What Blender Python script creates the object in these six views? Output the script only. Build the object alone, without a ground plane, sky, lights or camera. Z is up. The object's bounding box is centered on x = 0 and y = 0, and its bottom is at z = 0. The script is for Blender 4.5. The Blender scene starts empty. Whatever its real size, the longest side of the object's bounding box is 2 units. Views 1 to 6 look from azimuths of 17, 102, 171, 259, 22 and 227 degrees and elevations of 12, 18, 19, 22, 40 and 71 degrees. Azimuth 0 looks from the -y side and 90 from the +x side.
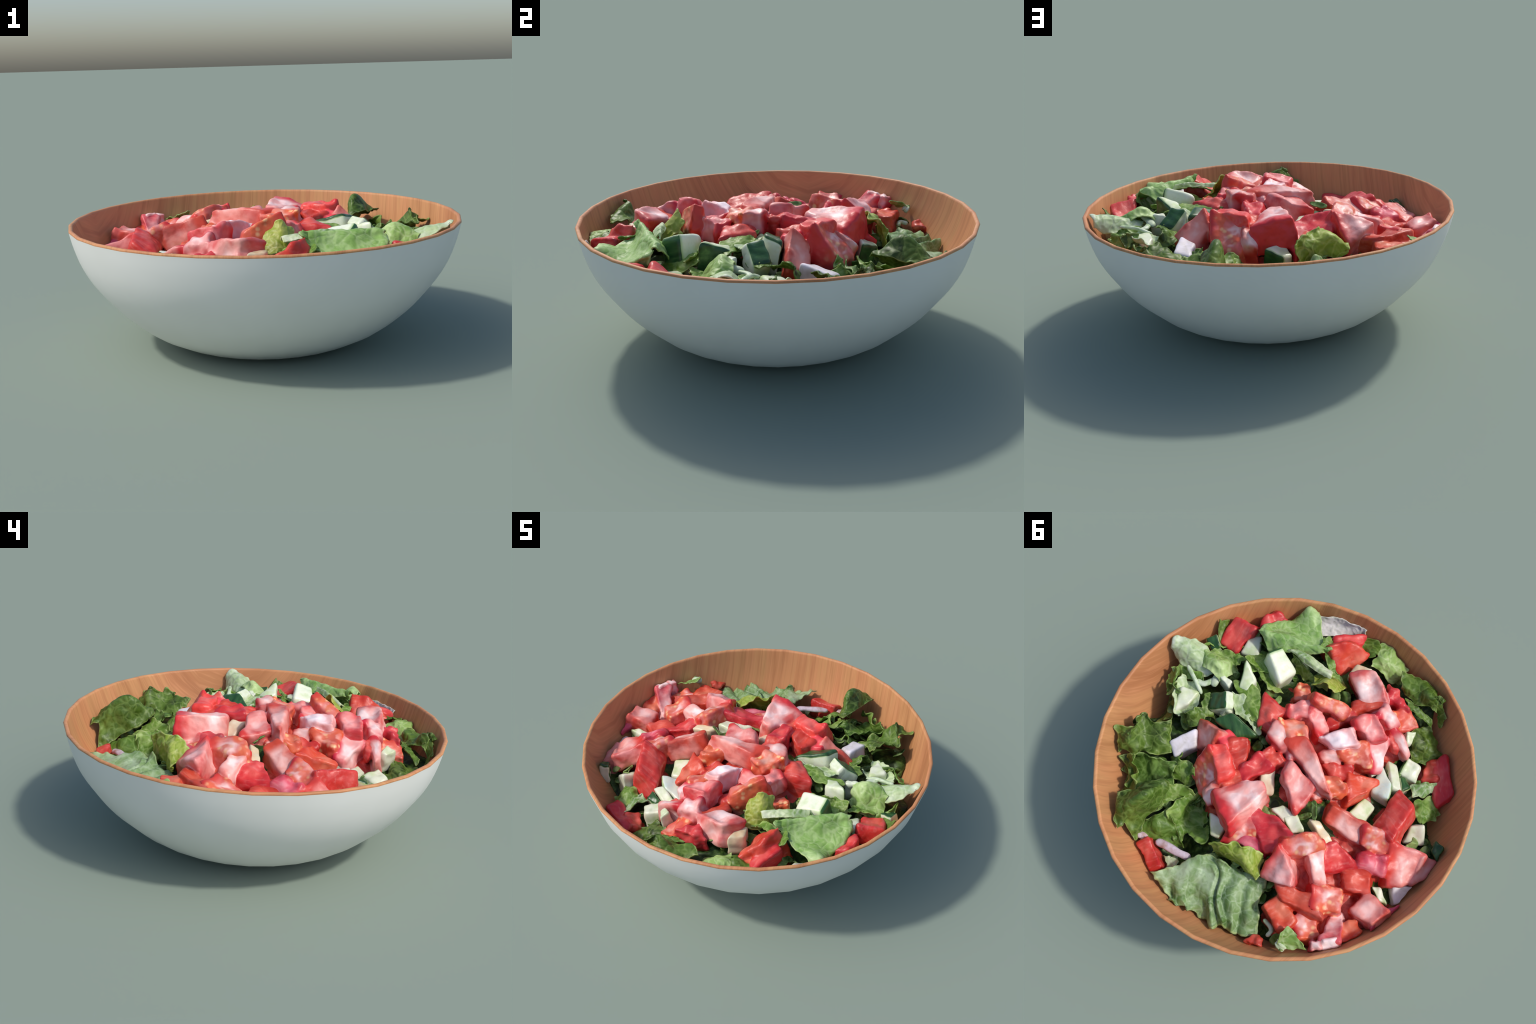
"""A round bowl, white outside and lined with wood, filled with a chopped salad:
tomato chunks, cucumber cubes, lettuce leaves, ribs and a little onion.
Every piece is a parametric solid: a cut chunk (tapered, slanted, rounded block),
a ruffled leaf lofted through a few cross-sections, or a stem swept along a path."""
import bpy, bmesh, math, random
from bisect import bisect_left
from mathutils import Vector, Matrix, Euler, noise

random.seed(11)
SEGMENTS = 32                      # the bowl is turned with 32 visible facets
RIM_Z, RIM_R, WALL = 0.632, 0.999, 0.021


# ------------------------------------------------------------------ materials
def srgb(r, g, b):
    def lin(c):
        c /= 255.0
        return c / 12.92 if c <= 0.04045 else ((c + 0.055) / 1.055) ** 2.4
    return (lin(r), lin(g), lin(b), 1.0)


class Nodes:
    """Small helper that writes a node tree."""

    def __init__(self, name, rough=0.5, spec=0.35):
        self.mat = bpy.data.materials.new(name)
        self.mat.use_nodes = True
        self.t = self.mat.node_tree
        self.n = self.t.nodes
        self.bsdf = self.n["Principled BSDF"]
        self.bsdf.inputs["Roughness"].default_value = rough
        self.bsdf.inputs["Specular IOR Level"].default_value = spec
        self.coord = self.n.new("ShaderNodeTexCoord")

    def link(self, a, b):
        self.t.links.new(a, b)

    def mapping(self, scale=(1, 1, 1), out="Object", rot=(0, 0, 0), shuffle=True):
        m = self.n.new("ShaderNodeMapping")
        m.inputs["Scale"].default_value = scale
        m.inputs["Rotation"].default_value = rot
        self.link(self.coord.outputs[out], m.inputs["Vector"])
        if not shuffle:
            return m.outputs["Vector"]
        info = self.n.new("ShaderNodeObjectInfo")       # each piece gets its own patch of noise
        mul = self.n.new("ShaderNodeVectorMath"); mul.operation = "MULTIPLY_ADD"
        self.link(info.outputs["Random"], mul.inputs[0])
        mul.inputs[1].default_value = (37.0, 53.0, 71.0)
        self.link(m.outputs["Vector"], mul.inputs[2])
        return mul.outputs["Vector"]

    def noise(self, vec, scale, detail=3.0, rough=0.55, distort=0.0):
        x = self.n.new("ShaderNodeTexNoise")
        x.inputs["Scale"].default_value = scale
        x.inputs["Detail"].default_value = detail
        x.inputs["Roughness"].default_value = rough
        x.inputs["Distortion"].default_value = distort
        self.link(vec, x.inputs["Vector"])
        return x.outputs["Fac"]

    def ramp(self, fac, stops, smooth=False):
        r = self.n.new("ShaderNodeValToRGB")
        if smooth:
            r.color_ramp.interpolation = "EASE"
        e = r.color_ramp.elements
        while len(e) < len(stops):
            e.new(0.5)
        for el, (p, c) in zip(e, stops):
            el.position = p
            el.color = c if len(c) == 4 else (*c, 1.0)
        self.link(fac, r.inputs["Fac"])
        return r.outputs["Color"]

    def mask(self, fac, lo, hi):
        return self.ramp(fac, [(lo, (0, 0, 0)), (hi, (1, 1, 1))], smooth=True)

    def mix(self, fac, a, b, blend="MIX"):
        m = self.n.new("ShaderNodeMix"); m.data_type = "RGBA"; m.blend_type = blend
        for s, v in ((m.inputs[0], fac), (m.inputs[6], a), (m.inputs[7], b)):
            if hasattr(v, "is_output"):
                self.link(v, s)
            else:
                s.default_value = v
        return m.outputs[2]

    def math(self, op, a, b=0.0):
        m = self.n.new("ShaderNodeMath"); m.operation = op
        for s, v in ((m.inputs[0], a), (m.inputs[1], b)):
            if hasattr(v, "is_output"):
                self.link(v, s)
            else:
                s.default_value = v
        return m.outputs[0]

    def axis(self, which, out="Generated"):
        s = self.n.new("ShaderNodeSeparateXYZ")
        self.link(self.coord.outputs[out], s.inputs[0])
        return s.outputs[which]

    def vary(self, col, hue=0.02, val=0.25):
        """Per-piece change of hue and brightness."""
        info = self.n.new("ShaderNodeObjectInfo")
        hsv = self.n.new("ShaderNodeHueSaturation")
        h = self.math("MULTIPLY_ADD", info.outputs["Random"], hue)
        h.node.inputs[2].default_value = 0.5 - hue / 2
        w = self.n.new("ShaderNodeTexWhiteNoise"); w.noise_dimensions = "1D"
        self.link(info.outputs["Random"], w.inputs["W"])
        v = self.math("MULTIPLY_ADD", w.outputs["Value"], val)
        v.node.inputs[2].default_value = 1.0 - val / 2
        self.link(h, hsv.inputs["Hue"]); self.link(v, hsv.inputs["Value"])
        self.link(col, hsv.inputs["Color"])
        return hsv.outputs["Color"]

    def bump(self, height, strength=0.3, dist=0.01):
        b = self.n.new("ShaderNodeBump")
        b.inputs["Strength"].default_value = strength
        b.inputs["Distance"].default_value = dist
        self.link(height, b.inputs["Height"])
        self.link(b.outputs["Normal"], self.bsdf.inputs["Normal"])

    def done(self, col):
        self.link(col, self.bsdf.inputs["Base Color"])
        return self.mat


def white_glaze():
    k = Nodes("white_glaze", 0.5, 0.3)
    v = k.mapping(shuffle=False)
    c = k.ramp(k.noise(v, 3.0, 2), [(0.3, srgb(226, 226, 221)), (0.7, srgb(230, 230, 226))])
    return k.done(c)


def bamboo_wood():
    """Straight grain along y, cut through by the round hollow of the bowl."""
    k = Nodes("bamboo_wood", 0.5, 0.3)
    broad = k.noise(k.mapping((9.0, 0.5, 0.5), shuffle=False), 1.0, 3, 0.6, 0.3)
    fine = k.noise(k.mapping((60.0, 1.6, 1.6), shuffle=False), 1.0, 4, 0.6, 0.4)
    hair = k.noise(k.mapping((230.0, 5.0, 5.0), shuffle=False), 1.0, 2, 0.6)
    c = k.ramp(broad, [(0.28, srgb(172, 120, 78)), (0.42, srgb(200, 146, 98)), (0.55, srgb(202, 140, 96)),
                       (0.66, srgb(184, 124, 82)), (0.78, srgb(216, 162, 112))])
    c = k.mix(k.math("MULTIPLY", k.mask(fine, 0.42, 0.70), 0.45), c, srgb(164, 106, 70))
    c = k.mix(k.math("MULTIPLY", k.mask(hair, 0.5, 0.70), 0.4), c, srgb(214, 152, 108))
    return k.done(c)


def tomato_mat(name, stops, skin, seeds=0.0, white=0.35):
    """Cut tomato: soft pale flesh in the middle, redder towards the skin, wet gel and seeds."""
    k = Nodes("tomato_" + name, 0.40, 0.4)
    v = k.mapping()
    big = k.noise(v, 8.0, 3, 0.5, 0.4)
    gx = k.math("ABSOLUTE", k.math("SUBTRACT", k.axis(0), 0.5))
    gy = k.math("ABSOLUTE", k.math("SUBTRACT", k.axis(1), 0.5))
    rim = k.math("MULTIPLY", k.math("MAXIMUM", gx, gy), 0.9)
    f = k.math("ADD", rim, k.math("MULTIPLY", big, 0.9))         # about 0.3 (middle) to 1.0 (edge)
    c = k.ramp(f, [(0.48, stops[2][1]), (0.70, stops[1][1]), (0.92, stops[0][1])], smooth=True)
    pale = k.noise(k.mapping((5.0, 8.0, 8.0)), 1.0, 2, 0.5, 0.3)
    c = k.mix(k.math("MULTIPLY", k.mask(pale, 0.50, 0.74), 0.7 * white), c, srgb(244, 212, 208))
    fibre = k.noise(k.mapping((14.0, 55.0, 55.0)), 1.0, 2, 0.5, 0.4)
    c = k.mix(k.math("MULTIPLY", k.mask(fibre, 0.48, 0.75), 0.10), c, srgb(246, 206, 196))
    if seeds:
        gel = k.noise(v, 12.0, 2, 0.5, 0.3)
        gm = k.mask(gel, 0.40, 0.56)
        c = k.mix(k.math("MULTIPLY", gm, 0.8), c, k.ramp(big, [(0.3, srgb(190, 58, 36)), (0.6, srgb(222, 104, 60))]))
        vo = k.n.new("ShaderNodeTexVoronoi"); vo.inputs["Scale"].default_value = 26.0
        k.link(v, vo.inputs["Vector"])
        sm = k.ramp(vo.outputs["Distance"], [(0.14, (1, 1, 1)), (0.46, (0, 0, 0))], smooth=True)
        c = k.mix(k.math("MULTIPLY", k.math("MULTIPLY", sm, gm), 0.8 * seeds), c, srgb(242, 204, 150))
    if skin:
        edge = k.math("ADD", k.axis(0), k.math("MULTIPLY", k.math("SUBTRACT", big, 0.5), 0.5))
        c = k.mix(k.ramp(edge, [(0.10, (1, 1, 1)), (0.34, (0, 0, 0))], smooth=True), c, skin)
    c = k.vary(c, 0.014, 0.18)
    k.bump(k.noise(v, 45.0, 3), 0.15, 0.012)
    return k.done(c)


def cucumber_mat(name, rind_axis=None, at=(0.2, 0.3), flip=False, flesh=(224, 230, 206), rim=(192, 210, 158)):
    k = Nodes("cucumber_" + name, 0.32, 0.45)
    v = k.mapping()
    c = k.ramp(k.noise(v, 10.0, 3), [(0.3, srgb(*rim)), (0.5, srgb(*flesh)), (0.75, srgb(228, 230, 206))])
    c = k.mix(k.math("MULTIPLY", k.mask(k.noise(v, 60.0, 2), 0.5, 0.7), 0.25), c, srgb(208, 206, 160))
    if rind_axis is not None:
        rind = k.ramp(k.noise(k.mapping((30.0, 6.0, 30.0)), 1.0, 3), [(0.3, srgb(26, 58, 30)), (0.55, srgb(46, 88, 46)), (0.75, srgb(84, 124, 66))])
        # the peel is the outer, uncut face of the slice: local -x or +z side
        e = k.math("MULTIPLY", k.axis(rind_axis, "Normal"), 1.0 if flip else -1.0)
        e = k.math("ADD", e, k.math("MULTIPLY", k.math("SUBTRACT", k.noise(v, 9.0, 2), 0.5), 0.3))
        green = k.ramp(e, [(at[0], (0, 0, 0)), (at[1], (1, 1, 1))], smooth=True)
        pale = k.ramp(e, [(max(at[0] - 0.4, 0.0), (0, 0, 0)), (at[0], (1, 1, 1))], smooth=True)
        c = k.mix(k.math("MULTIPLY", pale, 0.7), c, srgb(150, 182, 104))
        c = k.mix(green, c, rind)
    c = k.vary(c, 0.02, 0.18)
    k.bump(k.noise(v, 50.0, 3), 0.12, 0.01)
    return k.done(c)


def leaf_mat(name, dark, mid, light, vein):
    """Lettuce: blistered green with a paler net of veins, light shining through."""
    k = Nodes("lettuce_" + name, 0.45, 0.4)
    v = k.mapping()
    broad = k.noise(v, 6.0, 3, 0.6, 0.6)
    c = k.ramp(broad, [(0.30, srgb(*dark)), (0.50, srgb(*mid)), (0.72, srgb(*light))], smooth=True)
    net = k.noise(k.mapping((9.0, 13.0, 11.0)), 1.0, 3, 0.55, 0.8)
    ridge = k.math("ABSOLUTE", k.math("SUBTRACT", net, 0.5))
    line = k.ramp(ridge, [(0.0, (1, 1, 1)), (0.07, (0, 0, 0))], smooth=True)
    c = k.mix(k.math("MULTIPLY", line, 0.18), c, srgb(*vein))
    # branching net of fine veins
    warp = k.n.new("ShaderNodeTexNoise"); warp.inputs["Scale"].default_value = 9.0
    k.link(v, warp.inputs["Vector"])
    bent = k.n.new("ShaderNodeVectorMath"); bent.operation = "MULTIPLY_ADD"
    k.link(warp.outputs["Color"], bent.inputs[0]); bent.inputs[1].default_value = (0.09, 0.09, 0.09)
    k.link(v, bent.inputs[2])
    cells = k.n.new("ShaderNodeTexVoronoi"); cells.feature = "DISTANCE_TO_EDGE"; cells.inputs["Scale"].default_value = 17.0
    k.link(bent.outputs["Vector"], cells.inputs["Vector"])
    ribs = k.ramp(cells.outputs["Distance"], [(0.0, (1, 1, 1)), (0.12, (0, 0, 0))], smooth=True)
    c = k.mix(k.math("MULTIPLY", ribs, 0.30), c, srgb(*vein))
    spot = k.noise(v, 40.0, 3)
    c = k.mix(k.math("MULTIPLY", k.mask(spot, 0.5, 0.72), 0.25), c, srgb(*dark))
    c = k.vary(c, 0.02, 0.2)
    k.bump(k.math("ADD", net, k.math("MULTIPLY", k.mask(cells.outputs["Distance"], 0.0, 0.3), 0.5)), 0.30, 0.012)
    k.link(c, k.bsdf.inputs["Base Color"])
    tr = k.n.new("ShaderNodeBsdfTranslucent")
    k.link(c, tr.inputs["Color"])
    mx = k.n.new("ShaderNodeMixShader"); mx.inputs[0].default_value = 0.15
    out = k.n["Material Output"]
    k.link(k.bsdf.outputs[0], mx.inputs[1]); k.link(tr.outputs[0], mx.inputs[2])
    k.link(mx.outputs[0], out.inputs["Surface"])
    return k.mat


def stem_mat(name, a, b, c3):
    k = Nodes("stem_" + name, 0.45, 0.4)
    v = k.mapping((20.0, 20.0, 20.0))
    return k.done(k.vary(k.ramp(k.noise(v, 1.0, 3, 0.6, 0.5), [(0.3, srgb(*a)), (0.5, srgb(*b)), (0.72, srgb(*c3))]), 0.01, 0.1))


RED, PINK, ROSE, PALE = srgb(204, 60, 52), srgb(222, 118, 108), srgb(230, 146, 136), srgb(242, 202, 196)
DEEP = srgb(182, 40, 36)
TOMATO = {
    "red": tomato_mat("red", [(0.3, srgb(188, 44, 40)), (0.52, srgb(202, 60, 52)), (0.75, srgb(212, 86, 74))], None, 0, 0.10),
    "bright": tomato_mat("bright", [(0.3, srgb(226, 54, 56)), (0.55, srgb(236, 74, 74)), (0.75, srgb(236, 104, 100))], None, 0, 0.08),
    "orange": tomato_mat("orange", [(0.3, srgb(200, 58, 40)), (0.52, srgb(216, 82, 58)), (0.75, srgb(226, 118, 92))], None, 0, 0.12),
    "pink": tomato_mat("pink", [(0.3, srgb(202, 68, 64)), (0.5, srgb(226, 136, 128)), (0.7, srgb(240, 186, 180))], RED, 0, 0.34),
    "dullpink": tomato_mat("dullpink", [(0.3, srgb(186, 96, 94)), (0.5, srgb(200, 122, 120)), (0.7, srgb(206, 146, 144))], None, 0, 0.2),
    "pinkwhite": tomato_mat("pinkwhite", [(0.3, srgb(212, 92, 88)), (0.48, srgb(234, 164, 156)), (0.68, srgb(246, 218, 214))], srgb(206, 52, 58), 0, 0.65),
    "white": tomato_mat("white", [(0.3, srgb(232, 168, 162)), (0.45, srgb(246, 220, 220)), (0.7, srgb(250, 238, 240))], None, 0, 0.6),
    "pinkgel": tomato_mat("pinkgel", [(0.3, srgb(202, 78, 72)), (0.5, PINK), (0.72, PALE)], RED, 0.8, 0.35),
    "gel": tomato_mat("gel", [(0.3, srgb(200, 70, 54)), (0.5, srgb(218, 104, 80)), (0.72, srgb(234, 164, 144))], None, 1.0, 0.25),
    "star": tomato_mat("star", [(0.3, srgb(204, 84, 76)), (0.5, srgb(224, 130, 116)), (0.7, PALE)], RED, 0.8, 0.7),
    "magenta": tomato_mat("magenta", [(0.3, srgb(196, 52, 74)), (0.5, srgb(214, 84, 108)), (0.7, srgb(226, 132, 148))], None, 0, 0.2),
}
CUCUMBER = {
    "flesh": cucumber_mat("flesh"),
    "clear": cucumber_mat("clear", 0, (0.75, 0.9), True, (208, 224, 214), (186, 208, 192)),
    "endrind": cucumber_mat("endrind", 0, (0.45, 0.6)),
    "toprind": cucumber_mat("toprind", 2, (0.45, 0.6), True),
    "cream": cucumber_mat("cream", None, flesh=(222, 200, 168), rim=(206, 170, 132)),
    "rind": cucumber_mat("rind", 2, (0.02, 0.1), True),
}
ONION = {"white": stem_mat("onion_white", (206, 200, 196), (226, 220, 222), (236, 230, 238))}
GREENS = {        # shade, middle, light, vein
    "dark": ((46, 66, 18), (80, 110, 34), (118, 146, 62), (146, 172, 92)),
    "mid": ((64, 96, 28), (108, 146, 52), (160, 190, 96), (190, 210, 136)),
    "light": ((106, 148, 62), (146, 182, 98), (182, 208, 140), (204, 220, 168)),
    "big": ((84, 120, 56), (138, 168, 108), (184, 206, 168), (198, 218, 186)),  # tones lightened to carry the pale sky highlights between dark creases
    "pale": ((120, 158, 84), (188, 208, 156), (222, 230, 208), (228, 234, 218)),
    "yellow": ((104, 124, 34), (142, 162, 56), (180, 190, 92), (206, 206, 124)),
    "white": ((180, 184, 170), (214, 212, 208), (230, 226, 230), (236, 232, 236)),
}
LETTUCE = {name: leaf_mat(name, *c) for name, c in GREENS.items()}


def paler(rgb, k=0.45):
    return tuple(c + (t - c) * k for c, t in zip(rgb, (206, 218, 150)))


MARGIN = {name: leaf_mat(name + "_margin", *[paler(c) for c in GREENS[name]]) for name in GREENS}
STEM = {
    "lilac": stem_mat("lilac", (176, 140, 132), (206, 186, 196), (226, 214, 230)),
    "lightrib": stem_mat("lightrib", (140, 172, 100), (188, 206, 160), (206, 218, 184)),
    "palerib": stem_mat("palerib", (150, 176, 124), (190, 206, 172), (214, 222, 204)),
    "darkrib": stem_mat("darkrib", (70, 96, 48), (100, 126, 66), (120, 146, 80)),
}


# ------------------------------------------------------------------ the bowl
def spline(pts, t):
    """Catmull-Rom through pts, t in 0..1."""
    n = len(pts) - 1
    x = min(max(t, 0.0), 1.0) * n
    i = min(int(x), n - 1)
    f = x - i
    p1, p2 = pts[i], pts[i + 1]
    p0 = pts[i - 1] if i > 0 else p1 * 2 - p2
    p3 = pts[i + 2] if i + 2 <= n else p2 * 2 - p1
    return 0.5 * ((2 * p1) + (p2 - p0) * f + (2 * p0 - 5 * p1 + 4 * p2 - p3) * f * f + (3 * p1 - p0 - 3 * p2 + p3) * f ** 3)


# radius and height of the white outside, from the small flat foot up to the rim
PROFILE = [(0.0, 0.0), (0.20, 0.0), (0.36, 0.005), (0.464, 0.020), (0.539, 0.050), (0.633, 0.100), (0.7214, 0.170),
           (0.8054, 0.250), (0.886, 0.350), (0.943, 0.450), (0.979, 0.550), (RIM_R, RIM_Z)]


def outer_profile(step=3):
    pts = []
    P = [Vector((r, 0, z)) for r, z in PROFILE[1:]]
    for i in range((len(P) - 1) * step + 1):
        p = spline(P, i / ((len(P) - 1) * step))
        pts.append((p.x, max(p.z, 0.0)))
    return pts


def inner_profile():
    """The outside moved inwards by the wall thickness."""
    out = outer_profile()
    pts = []
    for i, (r, z) in enumerate(out):
        r0, z0 = out[max(i - 1, 0)]
        r1, z1 = out[min(i + 1, len(out) - 1)]
        d = math.hypot(r1 - r0, z1 - z0)
        nr, nz = -(z1 - z0) / d, (r1 - r0) / d
        if i == len(out) - 1:
            nr, nz = -1.0, 0.0
        pts.append((r + nr * WALL, z + nz * WALL))
    return pts


def lathe(name, rings, close_start=False, close_end=False):
    bm = bmesh.new()
    loops = []
    for r, z in rings:
        loops.append([bm.verts.new((r * math.cos(2 * math.pi * s / SEGMENTS), r * math.sin(2 * math.pi * s / SEGMENTS), z))
                      for s in range(SEGMENTS)])
    for a, b in zip(loops, loops[1:]):
        for s in range(SEGMENTS):
            t = (s + 1) % SEGMENTS
            bm.faces.new((a[s], a[t], b[t], b[s]))
    if close_start:
        bm.faces.new(loops[0])
    if close_end:
        bm.faces.new(loops[-1])
    bmesh.ops.recalc_face_normals(bm, faces=bm.faces)
    me = bpy.data.meshes.new(name)
    bm.to_mesh(me); bm.free()
    for p in me.polygons:
        p.use_smooth = True
    return me


def add(name, mesh, parent, mat=None):
    ob = bpy.data.objects.new(name, mesh)
    bpy.context.collection.objects.link(ob)
    ob.parent = parent
    if mat:
        mesh.materials.append(mat)
    return ob


def thing(name, label, category):
    e = bpy.data.objects.new(name, None)
    bpy.context.collection.objects.link(e)
    e["label"], e["category"] = label, category
    return e


bowl = thing("salad_bowl", "round white bowl with a reddish wooden inside and thin rim", "bowl")
shell = outer_profile()
add("outer_shell", lathe("outer_shell", shell, close_start=True), bowl, white_glaze())
wood = bamboo_wood()
lip = [(RIM_R, RIM_Z), (RIM_R + 0.001, RIM_Z + 0.004), (RIM_R - 0.001, RIM_Z + 0.009), (RIM_R - 0.006, RIM_Z + 0.0115),
       (RIM_R - 0.013, RIM_Z + 0.0115), (RIM_R - 0.019, RIM_Z + 0.008), (RIM_R - WALL, RIM_Z)]
add("wooden_rim", lathe("wooden_rim", lip), bowl, wood)
add("wooden_lining", lathe("wooden_lining", inner_profile()[::-1], close_end=True), bowl, wood)

_inner = inner_profile()


_iz = [z for _, z in _inner]


def inner_radius(z):
    i = min(max(bisect_left(_iz, z), 1), len(_inner) - 1)
    (r0, z0), (r1, z1) = _inner[i - 1], _inner[i]
    f = (z - z0) / max(z1 - z0, 1e-9)
    return r0 + (r1 - r0) * min(max(f, 0.0), 1.0)


def keep_inside(co, margin=0.003):
    r = math.hypot(co.x, co.y)
    lim = inner_radius(min(co.z, 0.63)) - margin
    if r > lim:
        co.x *= lim / r; co.y *= lim / r
    return co


# ------------------------------------------------------------------ salad pieces
salad = thing("chopped_salad", "chopped salad of tomato, cucumber and green lettuce", "salad")
PIECES = []          # cut chunks waiting to be pressed together
TOPS = []            # (x, y, z, kind) of every piece, used to lay the bed below them
_seed = [0]


def rounded(u, v, w, r):
    """Point of a cube face pushed onto a rounded box of corner radius r."""
    p = Vector((u, v, w))
    q = Vector([max(-1 + r, min(1 - r, c)) for c in p])
    d = p - q
    return q + d.normalized() * r if d.length > 1e-9 else p


def chunk(name, mat, pos, rot, length, w0, w1, height, slant=(0, 0), twist=0.0, crown=0.0, soft=0.22, lump=0.014, n=12, fuse=True, hollow=0.07, flare=0.06):
    """A knife-cut chunk. Its top is a trapezoid (width w0 at one end, w1 at the other, slanted ends, a
    little twist); its sides run down by height. Edges are rounded and the surface is lumpy."""
    _seed[0] += 1
    off = Vector((_seed[0] * 3.17, _seed[0] * 1.71, _seed[0] * 5.3))
    R = Euler([math.radians(a) for a in rot]).to_matrix()
    down = R.transposed() @ Vector((0, 0, -1))
    axis = (Vector((0, 0, -1)) * 0.5 + down * 0.5).normalized()
    grow = 1.16
    height = max(height * 1.5, 0.12)
    def corner(sx, sy):
        w, s = (w0, slant[0]) if sx < 0 else (w1, slant[1])
        return Vector((sx * length / 2 + sy * s / 2, sy * w / 2, sx * sy * twist / 4)) * grow
    mean_w = (w0 + w1) / 2
    def place(p):
        a, b = (p.x + 1) / 2, (p.y + 1) / 2
        top = (corner(-1, -1) * (1 - a) * (1 - b) + corner(1, -1) * a * (1 - b) + corner(-1, 1) * (1 - a) * b + corner(1, 1) * a * b)
        # cut faces sag a little between their corners
        top.z += (crown - hollow * min(length, mean_w)) * max(1 - p.y * p.y, 0) * max(1 - p.x * p.x, 0) + 0.006
        t = (1 - p.z) / 2
        spread = 1 + flare * t                  # sides slope outwards, the pieces lean on each other
        q = Vector((top.x * spread, top.y * spread, top.z)) + axis * (height * t)
        return q
    bm = bmesh.new()
    cache = {}
    def vert(key):
        if key not in cache:
            u, v, w = (2 * k / n - 1 for k in key)
            cache[key] = bm.verts.new(place(rounded(u, v, w, soft)))
        return cache[key]
    for ax in range(3):
        for side in (0, n):
            for i in range(n):
                for j in range(n):
                    ks = []
                    for di, dj in ((0, 0), (1, 0), (1, 1), (0, 1)):
                        key = [0, 0, 0]
                        key[ax] = side; key[(ax + 1) % 3] = i + di; key[(ax + 2) % 3] = j + dj
                        ks.append(vert(tuple(key)))
                    bm.faces.new(ks if side else ks[::-1])
    bm.normal_update()
    size = max(length, mean_w)
    for v in bm.verts:
        s = noise.noise(v.co * (1.3 / max(size, 0.05)) * 1.6 + off) * 1.3 + noise.noise(v.co * 26 + off) * 0.45
        v.co += v.normal * (s * lump)
    M = Matrix.Translation(pos) @ R.to_4x4()
    if not fuse:
        inv = M.inverted()
        for v in bm.verts:
            v.co = inv @ keep_inside(M @ v.co)
        me = bpy.data.meshes.new(name)
        bm.to_mesh(me); bm.free()
        me.polygons.foreach_set("use_smooth", [True] * len(me.polygons))
        add(name, me, salad, mat).matrix_basis = M
        TOPS.append((pos[0], pos[1], pos[2], name, max(length, mean_w)))
        return
    bm.verts.index_update()
    verts = [keep_inside(M @ v.co) for v in bm.verts]
    faces = [[v.index for v in f.verts] for f in bm.faces]
    bm.free()
    PIECES.append((name, mat, M, verts, faces))
    TOPS.append((pos[0], pos[1], pos[2], name, max(length, mean_w)))


def tomato(style, *a, **k):
    return chunk("tomato_chunk", TOMATO[style], *a, **k)


def cucumber(style, *a, **k):
    k.setdefault("soft", 0.28); k.setdefault("lump", 0.004); k.setdefault("fuse", False); k.setdefault("hollow", 0.0); k.setdefault("flare", 0.0)
    return chunk("cucumber_chunk", CUCUMBER[style], *a, **k)


def onion(style, *a, **k):
    k.setdefault("soft", 0.25); k.setdefault("lump", 0.004); k.setdefault("fuse", False); k.setdefault("hollow", 0.0); k.setdefault("flare", 0.0)
    return chunk("onion_chunk", ONION[style], *a, **k)


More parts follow.
